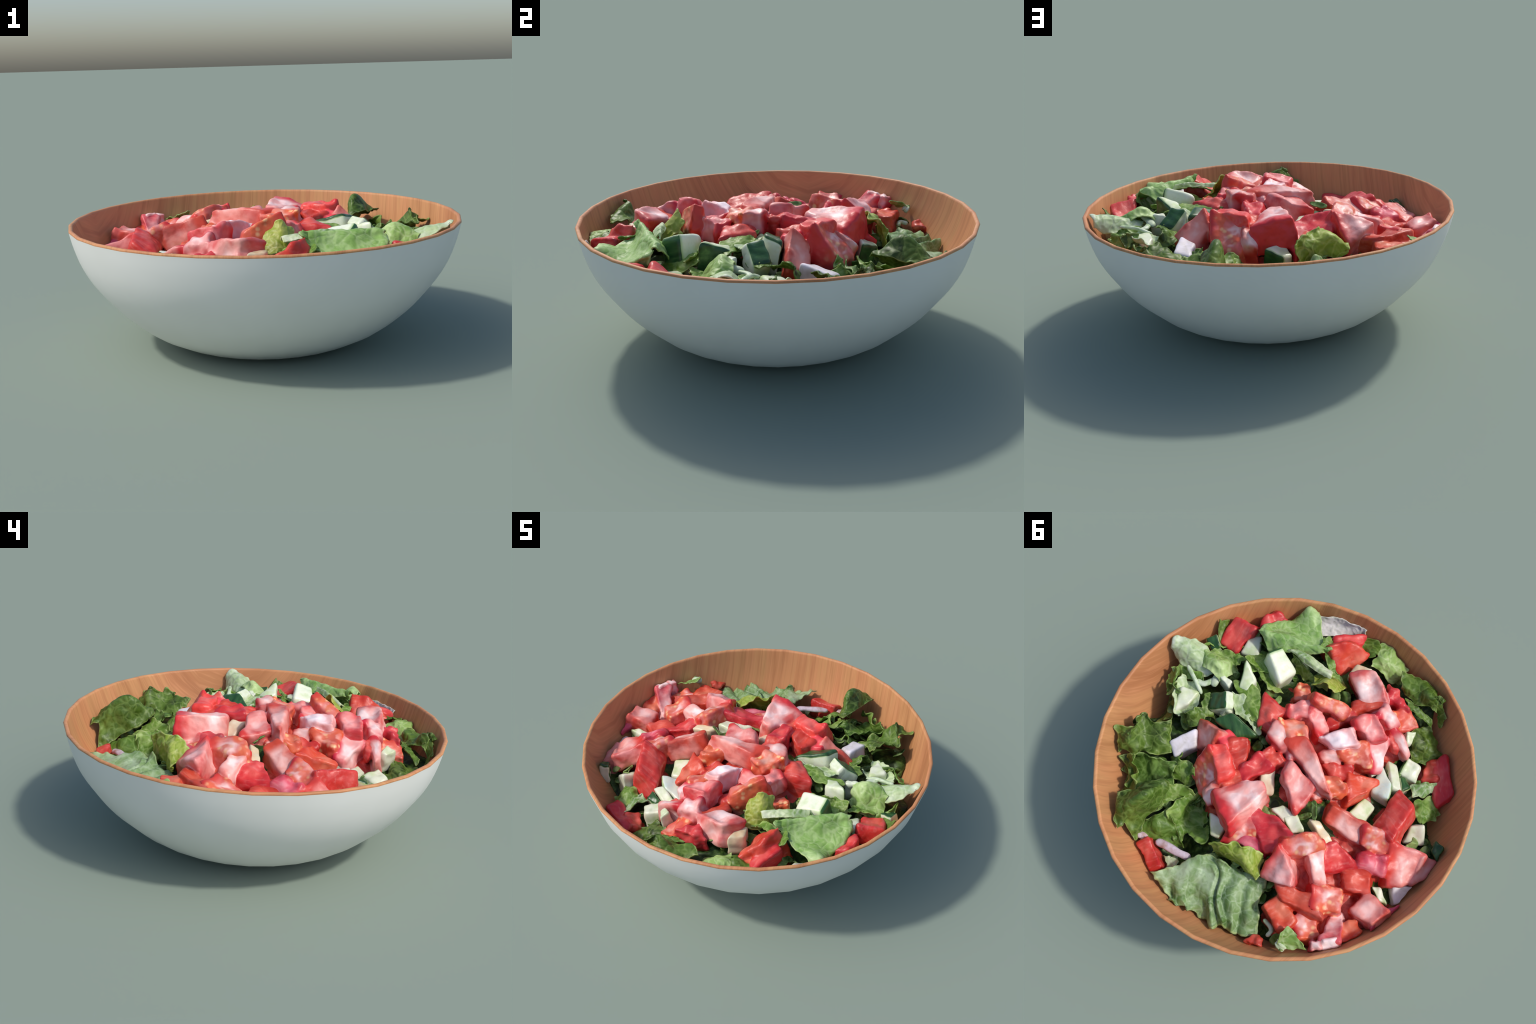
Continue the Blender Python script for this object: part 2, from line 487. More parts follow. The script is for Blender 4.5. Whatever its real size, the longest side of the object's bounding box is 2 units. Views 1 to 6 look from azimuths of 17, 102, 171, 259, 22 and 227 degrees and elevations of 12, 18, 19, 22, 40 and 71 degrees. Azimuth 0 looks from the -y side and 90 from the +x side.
def leaf(style, ruffle, edge, sections, nu=60, nv=44, thick=0.006, pleats=0, pleat_depth=0.0):
    """A torn lettuce leaf lofted through cross-sections. Broad waves, a frilly margin, puckers and, if asked
    for, pleats that run down from the first section to the last; the outline is ragged."""
    _seed[0] += 1
    off = Vector((_seed[0] * 2.3, _seed[0] * 4.1, _seed[0] * 0.7))
    S = [[Vector(p) for p in row] for row in sections]
    base = [[None] * (nu + 1) for _ in range(nv + 1)]
    for i in range(nu + 1):
        col = [spline(r, i / nu) for r in S]
        for j in range(nv + 1):
            base[j][i] = spline(col, j / nv)
    centre = base[nv // 2][nu // 2].copy()
    bm = bmesh.new()
    grid = []
    for j in range(nv + 1):
        row = []
        for i in range(nu + 1):
            u, v = i / nu, j / nv
            p = base[j][i]
            du = base[j][min(i + 1, nu)] - base[j][max(i - 1, 0)]
            dv = base[min(j + 1, nv)][i] - base[max(j - 1, 0)][i]
            nn = du.cross(dv)
            nn = nn.normalized() if nn.length > 1e-9 else Vector((0, 0, 1))
            if nn.z < 0:
                nn = -nn
            # ragged outline: push the border in and out along the sheet
            bu, bv = abs(2 * u - 1) ** 5, abs(2 * v - 1) ** 5
            rag = (noise.noise(p * 17 + off) + 0.6 * noise.noise(p * 40 + off)) * edge
            p = p + du.normalized() * (rag * bu * (1 if u > 0.5 else -1)) + dv.normalized() * (rag * bv * (1 if v > 0.5 else -1))
            border = max(abs(2 * u - 1), abs(2 * v - 1))
            fold = noise.noise(p * 7 + off) * 1.6 + noise.noise(p * 15 + off) * 0.8      # broad waves
            frill = noise.noise(p * 22 + off * 1.7) * 2.4 * border ** 4                  # wavy margin
            blister = (0.5 - abs(noise.noise(p * 34 + off))) * 0.006                     # puckered skin
            s = ruffle * (fold + frill) * 0.85 + blister
            if pleats:
                w = noise.noise(Vector((v * 1.8, u * 2.2, 0)) + off) * 0.8
                c = abs(((u * pleats + w + 0.3 * noise.noise(p * 9)) % 1.0) * 2 - 1)
                s += pleat_depth * (0.35 + 0.9 * v) * (c ** 0.7 - 0.5)
            row.append(bm.verts.new(keep_inside(p + nn * s, 0.006)))
        grid.append(row)
    for j in range(nv):
        for i in range(nu):
            bm.faces.new((grid[j][i], grid[j][i + 1], grid[j + 1][i + 1], grid[j + 1][i]))
    bm.normal_update()
    flip = -1 if sum(f.normal.z for f in bm.faces) < 0 else 1
    # the outermost strip of the leaf is paler
    margin = {j * nu + i for j in range(nv) for i in range(nu) if min(i, nu - 1 - i) < 1 or min(j, nv - 1 - j) < 1}
    # second skin below the first, joined round the border: a leaf has a little body
    under = [[bm.verts.new(keep_inside(v.co - v.normal * flip * thick, 0.003)) for v in row] for row in grid]
    for j in range(nv):
        for i in range(nu):
            bm.faces.new((under[j][i], under[j + 1][i], under[j + 1][i + 1], under[j][i + 1]))
    for i in range(nu):
        bm.faces.new((grid[0][i + 1], grid[0][i], under[0][i], under[0][i + 1]))
        bm.faces.new((grid[nv][i], grid[nv][i + 1], under[nv][i + 1], under[nv][i]))
    for j in range(nv):
        bm.faces.new((grid[j][0], grid[j + 1][0], under[j + 1][0], under[j][0]))
        bm.faces.new((grid[j + 1][nu], grid[j][nu], under[j][nu], under[j + 1][nu]))
    bmesh.ops.recalc_face_normals(bm, faces=bm.faces)
    for v in bm.verts:
        v.co -= centre
    bm.faces.index_update()
    edge_face = [1 if f.index in margin else 0 for f in bm.faces]
    me = bpy.data.meshes.new("lettuce_leaf")
    bm.to_mesh(me); bm.free()
    for p in me.polygons:
        p.use_smooth = True
    ob = add("lettuce_leaf", me, salad, LETTUCE[style])
    me.materials.append(MARGIN[style])
    me.polygons.foreach_set("material_index", edge_face)
    ob.location = centre
    for row in S:
        for p in row[::2]:
            TOPS.append((p.x, p.y, p.z - 0.02, "lettuce_leaf", 0.1))
    return ob


def stem(style, rx, ry, path, n=30, m=14):
    """A rib or strip with an oval section swept along a path, narrowing to blunt ends."""
    _seed[0] += 1
    off = Vector((_seed[0] * 1.3, 0, 0))
    P = [Vector(p) for p in path]
    c0 = P[len(P) // 2].copy()
    bm = bmesh.new()
    rings = []
    for i in range(n + 1):
        t = i / n
        p = spline(P, t)
        d = (spline(P, min(t + .02, 1)) - spline(P, max(t - .02, 0))).normalized()
        side = d.cross(Vector((0, 0, 1))).normalized()
        up = side.cross(d)
        k = min(1.0, math.sqrt(max(1 - (abs(2 * t - 1)) ** 8, 0.02)))
        ring = []
        for s in range(m):
            a = 2 * math.pi * s / m
            w = 1 + 0.25 * noise.noise(Vector((t * 4, math.cos(a), math.sin(a))) + off)
            ring.append(bm.verts.new(keep_inside(p + side * (rx * k * w * math.cos(a)) + up * (ry * k * w * math.sin(a) - ry * 0.5), 0.004) - c0))
        rings.append(ring)
    for a, b in zip(rings, rings[1:]):
        for s in range(m):
            bm.faces.new((a[s], a[(s + 1) % m], b[(s + 1) % m], b[s]))
    bm.faces.new(rings[0]); bm.faces.new(rings[-1])
    bmesh.ops.recalc_face_normals(bm, faces=bm.faces)
    me = bpy.data.meshes.new("salad_stem")
    bm.to_mesh(me); bm.free()
    for p in me.polygons:
        p.use_smooth = True
    name = "onion_strip" if style == "lilac" else "lettuce_rib"
    ob = add(name, me, salad, STEM[style])
    ob.location = c0
    return ob


# Places where the heap is low and bare wood shows.
for x, y, z in ((0.87, 0.22, 0.30), (0.90, 0.14, 0.34), (0.85, 0.30, 0.30), (0.92, -0.05, 0.40), (-0.25, 0.0, 0.71), (0.36, -0.16, 0.66), (-0.22, -0.63, 0.60), (0.03, -0.72, 0.60)):
    TOPS.append((x, y, z, "lettuce_leaf", 0.1))

# Every piece: place, tilt, length, width at both ends, depth.
tomato('pinkwhite', (0.062, -0.642, 0.639), (15, -16, -129), 0.132, 0.151, 0.155, .10, slant=(-0.059, -0.044), twist=-0.021)
cucumber('cream', (0.173, -0.673, 0.595), (3, -6, -91), 0.09, 0.039, 0.074, .07, slant=(-0.012, -0.042), twist=-0.001)
tomato('orange', (0.288, -0.696, 0.601), (45, 1, -103), 0.166, 0.194, 0.109, .16, slant=(-0.003, -0.076), twist=-0.016)
tomato('red', (0.353, -0.769, 0.58), (3, 13, -122), 0.176, 0.047, 0.053, .06, slant=(0.001, 0.02), twist=-0.002)
tomato('pinkgel', (0.101, -0.402, 0.681), (19, 26, -149), 0.19, 0.047, 0.079, .10, slant=(-0.001, 0.027), twist=-0.011)
tomato('red', (-0.015, -0.584, 0.607), (-2, -6, -123), 0.156, 0.062, 0.045, .05, slant=(0.01, 0.029), twist=0.001)
tomato('pink', (0.194, -0.264, 0.652), (11, 3, -129), 0.112, 0.074, 0.091, .08, slant=(0.014, 0.009), twist=0.007)
tomato('pink', (0.089, -0.298, 0.638), (14, 11, -72), 0.078, 0.095, 0.154, .07, slant=(0.062, 0.081), twist=0)
tomato('gel', (0.279, -0.367, 0.58), (20, 0, -139), 0.075, 0.103, 0.071, .06, slant=(0.017, -0.017), twist=0.005)
tomato('red', (0.02, -0.416, 0.603), (6, 2, -115), 0.136, 0.057, 0.039, .05, slant=(0.001, -0.003), twist=0.004)
tomato('white', (-0.079, -0.323, 0.666), (12, -5, -118), 0.135, 0.077, 0.093, .07, slant=(-0.081, -0.026), twist=0.002)
tomato('gel', (-0.174, -0.333, 0.607), (22, 6, -132), 0.144, 0.071, 0.146, .06, slant=(-0.046, -0.04), twist=-0.001)
tomato('pink', (-0.134, -0.482, 0.668), (18, -4, -111), 0.099, 0.133, 0.133, .09, slant=(-0.049, -0.017), twist=-0.022)
tomato('pinkwhite', (-0.135, -0.61, 0.631), (19, 16, -91), 0.08, 0.092, 0.13, .08, slant=(-0.024, 0.003), twist=0)
tomato('gel', (-0.185, -0.698, 0.534), (16, 16, -118), 0.119, 0.114, 0.093, .08, slant=(-0.012, -0.023), twist=-0.004)
tomato('red', (-0.064, -0.743, 0.585), (-8, 15, -158), 0.096, 0.086, 0.058, .08, slant=(-0.019, -0.095), twist=0.002)
tomato('pinkwhite', (-0.268, -0.582, 0.571), (5, 22, 174), 0.178, 0.032, 0.041, .05, slant=(0.008, -0.007), twist=0.001)
tomato('red', (-0.238, -0.556, 0.578), (5, 23, -139), 0.038, 0.072, 0.097, .05, slant=(-0.044, -0.045), twist=0.007)
tomato('pinkwhite', (-0.249, -0.435, 0.558), (26, 3, -112), 0.088, 0.133, 0.159, .07, slant=(0.008, 0.09), twist=0.004)
tomato('pinkwhite', (-0.098, -0.227, 0.592), (15, 3, -133), 0.102, 0.039, 0.066, .05, slant=(-0.023, -0.024), twist=-0.001)
tomato('red', (-0.181, -0.214, 0.566), (13, 6, -140), 0.124, 0.058, 0.077, .06, slant=(-0.058, 0.006), twist=-0.004)
tomato('gel', (-0.238, -0.133, 0.611), (6, -2, -144), 0.095, 0.071, 0.071, .06, slant=(-0.023, 0.018), twist=0.003)
tomato('orange', (-0.317, -0.274, 0.544), (1, 20, -116), 0.167, 0.157, 0.022, .06, slant=(0.048, 0.001), twist=0)
tomato('pink', (-0.08, -0.096, 0.692), (10, 5, 169), 0.291, 0.118, 0.027, .09, slant=(0.033, 0.039), twist=-0.004)
tomato('pink', (-0.112, 0.023, 0.662), (18, -2, -75), 0.119, 0.159, 0.177, .08, slant=(0.119, 0.035), twist=-0.009)
tomato('pinkgel', (-0.2, -0.044, 0.585), (11, 23, -135), 0.052, 0.082, 0.037, .05, slant=(-0.031, -0.019), twist=0.004)
tomato('pinkwhite', (0.138, -0.072, 0.697), (5, -0, -88), 0.078, 0.101, 0.15, .07, slant=(0.014, 0.018), twist=0.002)
tomato('gel', (0.117, -0.166, 0.688), (-1, 7, -131), 0.11, 0.104, 0.093, .09, slant=(-0.058, -0.027), twist=0.001)
tomato('pink', (0.048, -0.089, 0.667), (7, -0, -106), 0.07, 0.079, 0.076, .07, slant=(0.006, 0.013), twist=0)
tomato('red', (0.1, 0.132, 0.66), (12, -8, -100), 0.144, 0.049, 0.109, .08, slant=(-0.005, -0.019), twist=0.011)
tomato('red', (0.08, 0.018, 0.656), (8, 2, -100), 0.065, 0.089, 0.088, .07, slant=(0.019, -0.019), twist=0.003)
tomato('pinkgel', (0.259, 0.333, 0.596), (51, 8, 162), 0.158, 0.211, 0.19, .10, slant=(-0.06, -0.001), twist=-0.039)
tomato('bright', (0.229, 0.234, 0.678), (5, 3, -114), 0.082, 0.19, 0.149, .12, slant=(0.021, 0.002), twist=-0.006)
tomato('pinkwhite', (0.158, 0.368, 0.58), (9, -34, -92), 0.106, 0.076, 0.041, .06, slant=(0.026, 0.017), twist=-0.006)
tomato('red', (0.129, 0.243, 0.627), (15, -8, -116), 0.11, 0.066, 0.054, .06, slant=(0.011, -0.02), twist=0.001)
tomato('pink', (0.421, 0.195, 0.582), (39, -45, -173), 0.177, 0.135, 0.104, .08, slant=(-0.032, 0.067), twist=0.005)
tomato('bright', (0.283, 0.134, 0.635), (10, 7, -101), 0.083, 0.161, 0.146, .07, slant=(-0.011, -0.031), twist=0.01)
tomato('red', (0.223, 0.127, 0.64), (5, 0, -104), 0.096, 0.163, 0.08, .07, slant=(0.056, 0.046), twist=0.007)
tomato('pinkwhite', (0.017, 0.281, 0.667), (-16, 1, -104), 0.229, 0.226, 0.055, .12, slant=(0.022, 0.005), twist=-0.006)
cucumber('cream', (0.006, 0.121, 0.593), (30, 4, -116), 0.071, 0.102, 0.125, .06, slant=(0.026, 0.033), twist=0.001)
tomato('red', (-0.2, 0.266, 0.603), (10, -18, -131), 0.144, 0.222, 0.109, .05, slant=(-0.057, -0.082), twist=-0.008)
tomato('magenta', (-0.19, 0.381, 0.544), (2, -7, -74), 0.059, 0.162, 0.099, .05, slant=(-0.019, -0.018), twist=-0.004)
tomato('pinkgel', (-0.105, 0.381, 0.554), (27, 4, -151), 0.117, 0.188, 0.075, .06, slant=(0.057, 0.037), twist=-0.009)
tomato('pink', (-0.392, 0.369, 0.611), (33, -3, -172), 0.147, 0.205, 0.045, .10, slant=(-0.006, -0.03), twist=-0.056)
tomato('pinkgel', (-0.366, 0.203, 0.641), (27, 2, -117), 0.173, 0.095, 0.094, .08, slant=(0.003, -0.021), twist=0.009)
tomato('pinkwhite', (-0.48, 0.197, 0.594), (-6, 14, 147), 0.182, 0.087, 0.059, .08, slant=(-0.009, 0.014), twist=-0.014)
tomato('red', (-0.512, 0.094, 0.553), (17, 5, -117), 0.118, 0.124, 0.135, .07, slant=(0.012, -0.085), twist=0.001)
tomato('pink', (-0.431, -0.05, 0.599), (25, 20, -158), 0.212, 0.09, 0.107, .09, slant=(-0.004, -0.014), twist=0.015)
tomato('star', (-0.587, -0.112, 0.57), (23, 13, -146), 0.137, 0.088, 0.112, .08, slant=(-0.007, -0.008), twist=-0.006)
tomato('red', (-0.547, -0.289, 0.547), (7, -32, 173), 0.145, 0.236, 0.194, .10, slant=(-0.094, -0.09), twist=-0.021, hollow=-0.08)
tomato('pink', (-0.777, -0.148, 0.508), (23, 16, -136), 0.164, 0.212, 0.146, .08, slant=(-0.022, 0.042), twist=-0.007)
tomato('dullpink', (-0.856, -0.222, 0.472), (34, -10, -70), 0.127, 0.058, 0.094, .06, slant=(-0.052, -0.005), twist=-0.004)
tomato('magenta', (-0.66, -0.024, 0.541), (22, 6, -144), 0.128, 0.065, 0.106, .06, slant=(-0.011, -0.012), twist=0)
tomato('red', (-0.673, 0.086, 0.507), (2, 2, -140), 0.13, 0.103, 0.114, .06, slant=(-0.011, -0.014), twist=0.015)
tomato('pink', (-0.826, 0.141, 0.519), (1, -20, -174), 0.136, 0.121, 0.107, .08, slant=(0.015, 0.019), twist=0.014)
tomato('pinkgel', (-0.644, 0.273, 0.537), (1, 17, -136), 0.15, 0.115, 0.124, .07, slant=(-0.007, -0.009), twist=0.006)
tomato('red', (-0.555, 0.383, 0.545), (-7, -0, -153), 0.202, 0.086, 0.087, .07, slant=(-0.064, -0.074), twist=0.01)
tomato('pinkwhite', (-0.771, 0.332, 0.505), (-37, -14, -138), 0.082, 0.186, 0.193, .09, slant=(0.018, -0.021), twist=0.004)
tomato('star', (-0.682, 0.442, 0.495), (-5, -0, -124), 0.106, 0.115, 0.107, .06, slant=(0.013, -0.022), twist=0.01)
tomato('orange', (-0.544, 0.504, 0.52), (4, -0, -100), 0.097, 0.15, 0.151, .08, slant=(-0.011, -0.025), twist=0)
tomato('orange', (-0.839, 0.283, 0.488), (-22, 8, -104), 0.113, 0.097, 0.067, .07, slant=(0.073, 0.01), twist=-0.007)
tomato('magenta', (-0.893, 0.106, 0.488), (17, 41, 2), 0.038, 0.217, 0.115, .10, slant=(-0.046, -0.009), twist=0.002)
tomato('pinkwhite', (-0.793, 0.47, 0.556), (3, -7, -128), 0.065, 0.047, 0.041, .05, slant=(0.002, -0.001), twist=0.002)
tomato('white', (-0.833, 0.411, 0.56), (0, -0, -122), 0.072, 0.044, 0.04, .05, slant=(0.004, 0.007), twist=0)
tomato('red', (-0.566, 0.678, 0.46), (-16, 12, -88), 0.046, 0.077, 0.035, .06, slant=(-0.035, -0.008), twist=0.003)
tomato('red', (0.152, 0.814, 0.414), (7, -21, -113), 0.076, 0.158, 0.163, .07, slant=(-0.04, -0.015), twist=-0.003)
tomato('red', (0.784, -0.315, 0.564), (3, -28, -80), 0.164, 0.101, 0.131, .07, slant=(0.002, -0.013), twist=-0.017)
tomato('red', (0.726, -0.526, 0.59), (22, -0, -112), 0.116, 0.05, 0.059, .07, slant=(0.019, -0.038), twist=0.002)
tomato('red', (-0.558, -0.648, 0.448), (26, 1, 143), 0.21, 0.072, 0.103, .08, slant=(-0.043, -0.055), twist=0.008)
tomato('red', (-0.475, -0.647, 0.428), (-4, -20, -134), 0.073, 0.109, 0.111, .06, slant=(0.01, 0.006), twist=-0.006)
cucumber('endrind', (0.462, -0.367, 0.645), (-19, 17, 166), 0.154, 0.092, 0.114, .14, slant=(0.002, -0.018), twist=0.004)
cucumber('endrind', (0.514, -0.167, 0.627), (14, 14, 178), 0.084, 0.119, 0.067, .11, slant=(-0.093, -0.013), twist=-0.016)
cucumber('toprind', (0.528, 0.024, 0.608), (-10, 40, 34), 0.116, 0.087, 0.084, .07, slant=(-0.017, -0.016), twist=0)
cucumber('flesh', (0.482, -0.016, 0.633), (3, 34, -122), 0.045, 0.088, 0.085, .08, slant=(0.009, 0.006), twist=0.001)
cucumber('rind', (0.342, 0.052, 0.629), (24, -10, -118), 0.099, 0.122, 0.146, .12, slant=(-0.089, -0.093), twist=0.008)
cucumber('flesh', (0.676, 0.136, 0.54), (12, -0, -131), 0.079, 0.126, 0.064, .06, slant=(0.033, 0.049), twist=-0.007)
cucumber('flesh', (0.683, -0.344, 0.54), (11, -0, -145), 0.077, 0.087, 0.119, .08, slant=(0.022, -0.009), twist=0.003)
cucumber('toprind', (0.841, -0.194, 0.54), (17, -11, -114), 0.055, 0.069, 0.076, .06, slant=(-0.012, 0.004), twist=-0.008)
cucumber('flesh', (0.597, -0.086, 0.595), (9, -0, -98), 0.028, 0.069, 0.056, .04, slant=(-0.01, -0.018), twist=-0.001)
onion('white', (0.482, 0.301, 0.526), (13, -12, -108), 0.132, 0.083, 0.078, .06, slant=(0.007, 0.033), twist=0.006)
cucumber('clear', (-0.381, -0.369, 0.491), (-1, -15, 175), 0.11, 0.135, 0.059, .07, slant=(-0.083, -0.05), twist=-0.004)
cucumber('flesh', (-0.379, -0.453, 0.478), (-17, 17, -150), 0.051, 0.135, 0.144, .06, slant=(-0.049, -0.05), twist=-0.007)
cucumber('endrind', (-0.407, -0.551, 0.46), (11, 13, -160), 0.092, 0.092, 0.089, .07, slant=(-0.003, -0.021), twist=0.002)
cucumber('toprind', (-0.441, -0.473, 0.457), (-1, 21, -110), 0.042, 0.084, 0.056, .05, slant=(0.025, -0.004), twist=0)
cucumber('endrind', (-0.408, -0.194, 0.473), (-12, 3, -167), 0.083, 0.127, 0.109, .06, slant=(0.023, 0), twist=-0.003)
cucumber('flesh', (-0.687, -0.328, 0.445), (36, -7, -135), 0.085, 0.09, 0.108, .07, slant=(0.038, -0.001), twist=0.004)
cucumber('rind', (-0.824, -0.344, 0.493), (23, 6, 179), 0.052, 0.045, 0.071, .05, slant=(-0.021, -0.031), twist=0.012)
cucumber('endrind', (-0.247, 0.155, 0.587), (3, -5, -109), 0.064, 0.087, 0.098, .08, slant=(-0.009, -0.004), twist=-0.005)
cucumber('flesh', (-0.172, 0.16, 0.589), (2, -8, -86), 0.056, 0.109, 0.061, .06, slant=(0.006, -0.004), twist=-0.004)
cucumber('cream', (-0.377, 0.074, 0.585), (8, 12, -125), 0.047, 0.125, 0.107, .08, slant=(-0.069, -0.057), twist=-0.003)
cucumber('endrind', (0.01, 0.461, 0.518), (24, -4, -159), 0.078, 0.094, 0.087, .08, slant=(-0.057, 0.01), twist=-0.005)
cucumber('endrind', (-0.802, 0.04, 0.458), (0, 6, -144), 0.045, 0.054, 0.076, .05, slant=(-0.045, -0.045), twist=-0.005)
onion('white', (-0.866, -0.045, 0.435), (23, 9, -127), 0.066, 0.101, 0.076, .05, slant=(-0.009, 0.067), twist=-0.001)
cucumber('flesh', (-0.285, -0.641, 0.552), (20, 19, -122), 0.045, 0.062, 0.062, .05, slant=(0.001, 0.029), twist=0)
cucumber('flesh', (-0.288, -0.393, 0.495), (14, -0, -106), 0.058, 0.048, 0.034, .06, slant=(0.003, 0.026), twist=-0.002)
tomato('red', (0.282, -0.133, 0.631), (2, -1, -171), 0.117, 0.159, 0.127, .12, slant=(-0.092, -0.029), twist=0.008, hollow=-0.14)
tomato('orange', (0.312, -0.75, 0.568), (-24, 7, -175), 0.116, 0.094, 0.094, .12, slant=(0.073, 0.043), twist=-0.003)
leaf('dark', .026, .012, [
    [(0.781, 0.524, 0.538), (0.726, 0.466, 0.57), (0.739, 0.373, 0.58), (0.676, 0.36, 0.56), (0.614, 0.281, 0.57)],
    [(0.721, 0.557, 0.54), (0.682, 0.513, 0.63), (0.662, 0.429, 0.52), (0.611, 0.363, 0.53), (0.564, 0.323, 0.52)],
    [(0.693, 0.596, 0.468), (0.638, 0.537, 0.5), (0.592, 0.488, 0.49), (0.527, 0.45, 0.5), (0.512, 0.37, 0.47)]])
leaf('dark', .026, .012, [
    [(0.66, 0.603, 0.47), (0.588, 0.512, 0.52), (0.517, 0.472, 0.52), (0.406, 0.401, 0.54)],
    [(0.564, 0.631, 0.46), (0.511, 0.558, 0.44), (0.45, 0.527, 0.5), (0.394, 0.45, 0.5)],
    [(0.507, 0.686, 0.46), (0.431, 0.614, 0.47), (0.394, 0.532, 0.53), (0.308, 0.499, 0.51)]])
leaf('dark', .013, .012, [
    [(0.473, 0.745, 0.58), (0.437, 0.793, 0.555), (0.398, 0.832, 0.53), (0.335, 0.868, 0.509)],
    [(0.376, 0.515, 0.57), (0.344, 0.652, 0.66), (0.353, 0.742, 0.57), (0.344, 0.82, 0.5)],
    [(0.321, 0.546, 0.53), (0.296, 0.639, 0.49), (0.292, 0.728, 0.43), (0.258, 0.83, 0.38)]])
leaf('dark', .026, .012, [
    [(0.337, 0.786, 0.39), (0.29, 0.658, 0.45), (0.275, 0.584, 0.45)],
    [(0.264, 0.786, 0.36), (0.227, 0.696, 0.41), (0.173, 0.618, 0.4)],
    [(0.235, 0.758, 0.35), (0.147, 0.716, 0.34), (0.08, 0.645, 0.35)]])
leaf('mid', .022, .012, [
    [(0.273, 0.594, 0.45), (0.269, 0.498, 0.49), (0.242, 0.432, 0.49), (0.228, 0.35, 0.47)],
    [(0.201, 0.64, 0.4), (0.192, 0.57, 0.39), (0.182, 0.483, 0.37), (0.151, 0.426, 0.4)],
    [(0.094, 0.678, 0.35), (0.118, 0.579, 0.36), (0.007, 0.568, 0.4), (0.009, 0.514, 0.41)]])
leaf('mid', .014, .02, [
    [(0.359, 0.525, 0.53), (0.307, 0.463, 0.53), (0.227, 0.435, 0.5)],
    [(0.292, 0.636, 0.47), (0.285, 0.555, 0.48), (0.232, 0.477, 0.47)]])
leaf('big', .016, .016, [
    [(0.061, 0.866, 0.44), (-0.001, 0.74, 0.46), (-0.035, 0.638, 0.48), (-0.081, 0.573, 0.48), (-0.162, 0.544, 0.49), (-0.273, 0.49, 0.475), (-0.358, 0.436, 0.475)],
    [(-0.074, 0.88, 0.404), (-0.108, 0.786, 0.43), (-0.144, 0.701, 0.46), (-0.195, 0.649, 0.455), (-0.227, 0.615, 0.465), (-0.328, 0.554, 0.455), (-0.407, 0.499, 0.45)],
    [(-0.135, 0.89, 0.436), (-0.2, 0.838, 0.38), (-0.286, 0.812, 0.39), (-0.37, 0.81, 0.418), (-0.398, 0.758, 0.42), (-0.476, 0.737, 0.4), (-0.55, 0.649, 0.42)]], pleats=5, pleat_depth=.036)
leaf('yellow', .014, .02, [
    [(-0.034, 0.537, 0.57), (-0.103, 0.498, 0.6), (-0.146, 0.458, 0.615), (-0.21, 0.418, 0.615), (-0.28, 0.371, 0.545)],
    [(-0.059, 0.553, 0.5), (-0.149, 0.514, 0.54), (-0.209, 0.485, 0.57), (-0.265, 0.481, 0.57), (-0.33, 0.469, 0.52)],
    [(-0.073, 0.551, 0.45), (-0.16, 0.518, 0.47), (-0.232, 0.499, 0.48), (-0.284, 0.499, 0.48), (-0.331, 0.478, 0.49)]])
leaf('pale', .010, .02, [
    [(0.964, -0.052, 0.63), (0.916, -0.098, 0.61), (0.844, -0.128, 0.58), (0.729, -0.16, 0.56), (0.651, -0.172, 0.54)],
    [(0.957, -0.008, 0.63), (0.878, -0.033, 0.62), (0.804, -0.045, 0.61), (0.735, -0.059, 0.59), (0.683, -0.095, 0.56)],
    [(0.95, 0.021, 0.578), (0.875, 0.031, 0.55), (0.802, 0.016, 0.55), (0.749, 0.006, 0.54), (0.71, -0.017, 0.54)]])
leaf('pale', .014, .02, [
    [(0.8, 0.062, 0.55), (0.757, 0.141, 0.55), (0.699, 0.207, 0.54), (0.625, 0.24, 0.52)],
    [(0.745, 0.047, 0.52), (0.723, 0.102, 0.5), (0.676, 0.158, 0.49), (0.62, 0.185, 0.49)],
    [(0.685, 0.02, 0.55), (0.652, 0.062, 0.53), (0.612, 0.108, 0.53), (0.581, 0.152, 0.51)]])
leaf('mid', .012, .02, [
    [(0.875, 0.077, 0.53), (0.846, 0.026, 0.55), (0.783, 0.013, 0.56), (0.725, -0.021, 0.56)],
    [(0.838, 0.083, 0.5), (0.802, 0.055, 0.52), (0.738, 0.033, 0.53), (0.684, 0.005, 0.53)]])
leaf('mid', .012, .02, [
    [(0.619, 0.044, 0.58), (0.585, 0.09, 0.57), (0.535, 0.123, 0.55)],
    [(0.601, 0.015, 0.57), (0.539, 0.057, 0.55), (0.478, 0.082, 0.52)]])
leaf('dark', .018, .02, [
    [(0.622, 0.207, 0.52), (0.579, 0.167, 0.6), (0.561, 0.101, 0.56)],
    [(0.584, 0.23, 0.5), (0.535, 0.196, 0.52), (0.505, 0.149, 0.52)]])
leaf('pale', .008, .02, [
    [(0.519, -0.063, 0.615), (0.447, -0.102, 0.615), (0.371, -0.136, 0.595)],
    [(0.462, -0.025, 0.6), (0.384, -0.058, 0.605), (0.305, -0.081, 0.59)],
    [(0.411, 0, 0.59), (0.347, -0.027, 0.595), (0.239, -0.017, 0.6)]])
leaf('mid', .010, .02, [
    [(0.628, -0.251, 0.6), (0.513, -0.246, 0.6), (0.414, -0.235, 0.58)],
    [(0.629, -0.297, 0.57), (0.516, -0.294, 0.56), (0.362, -0.283, 0.55)]])
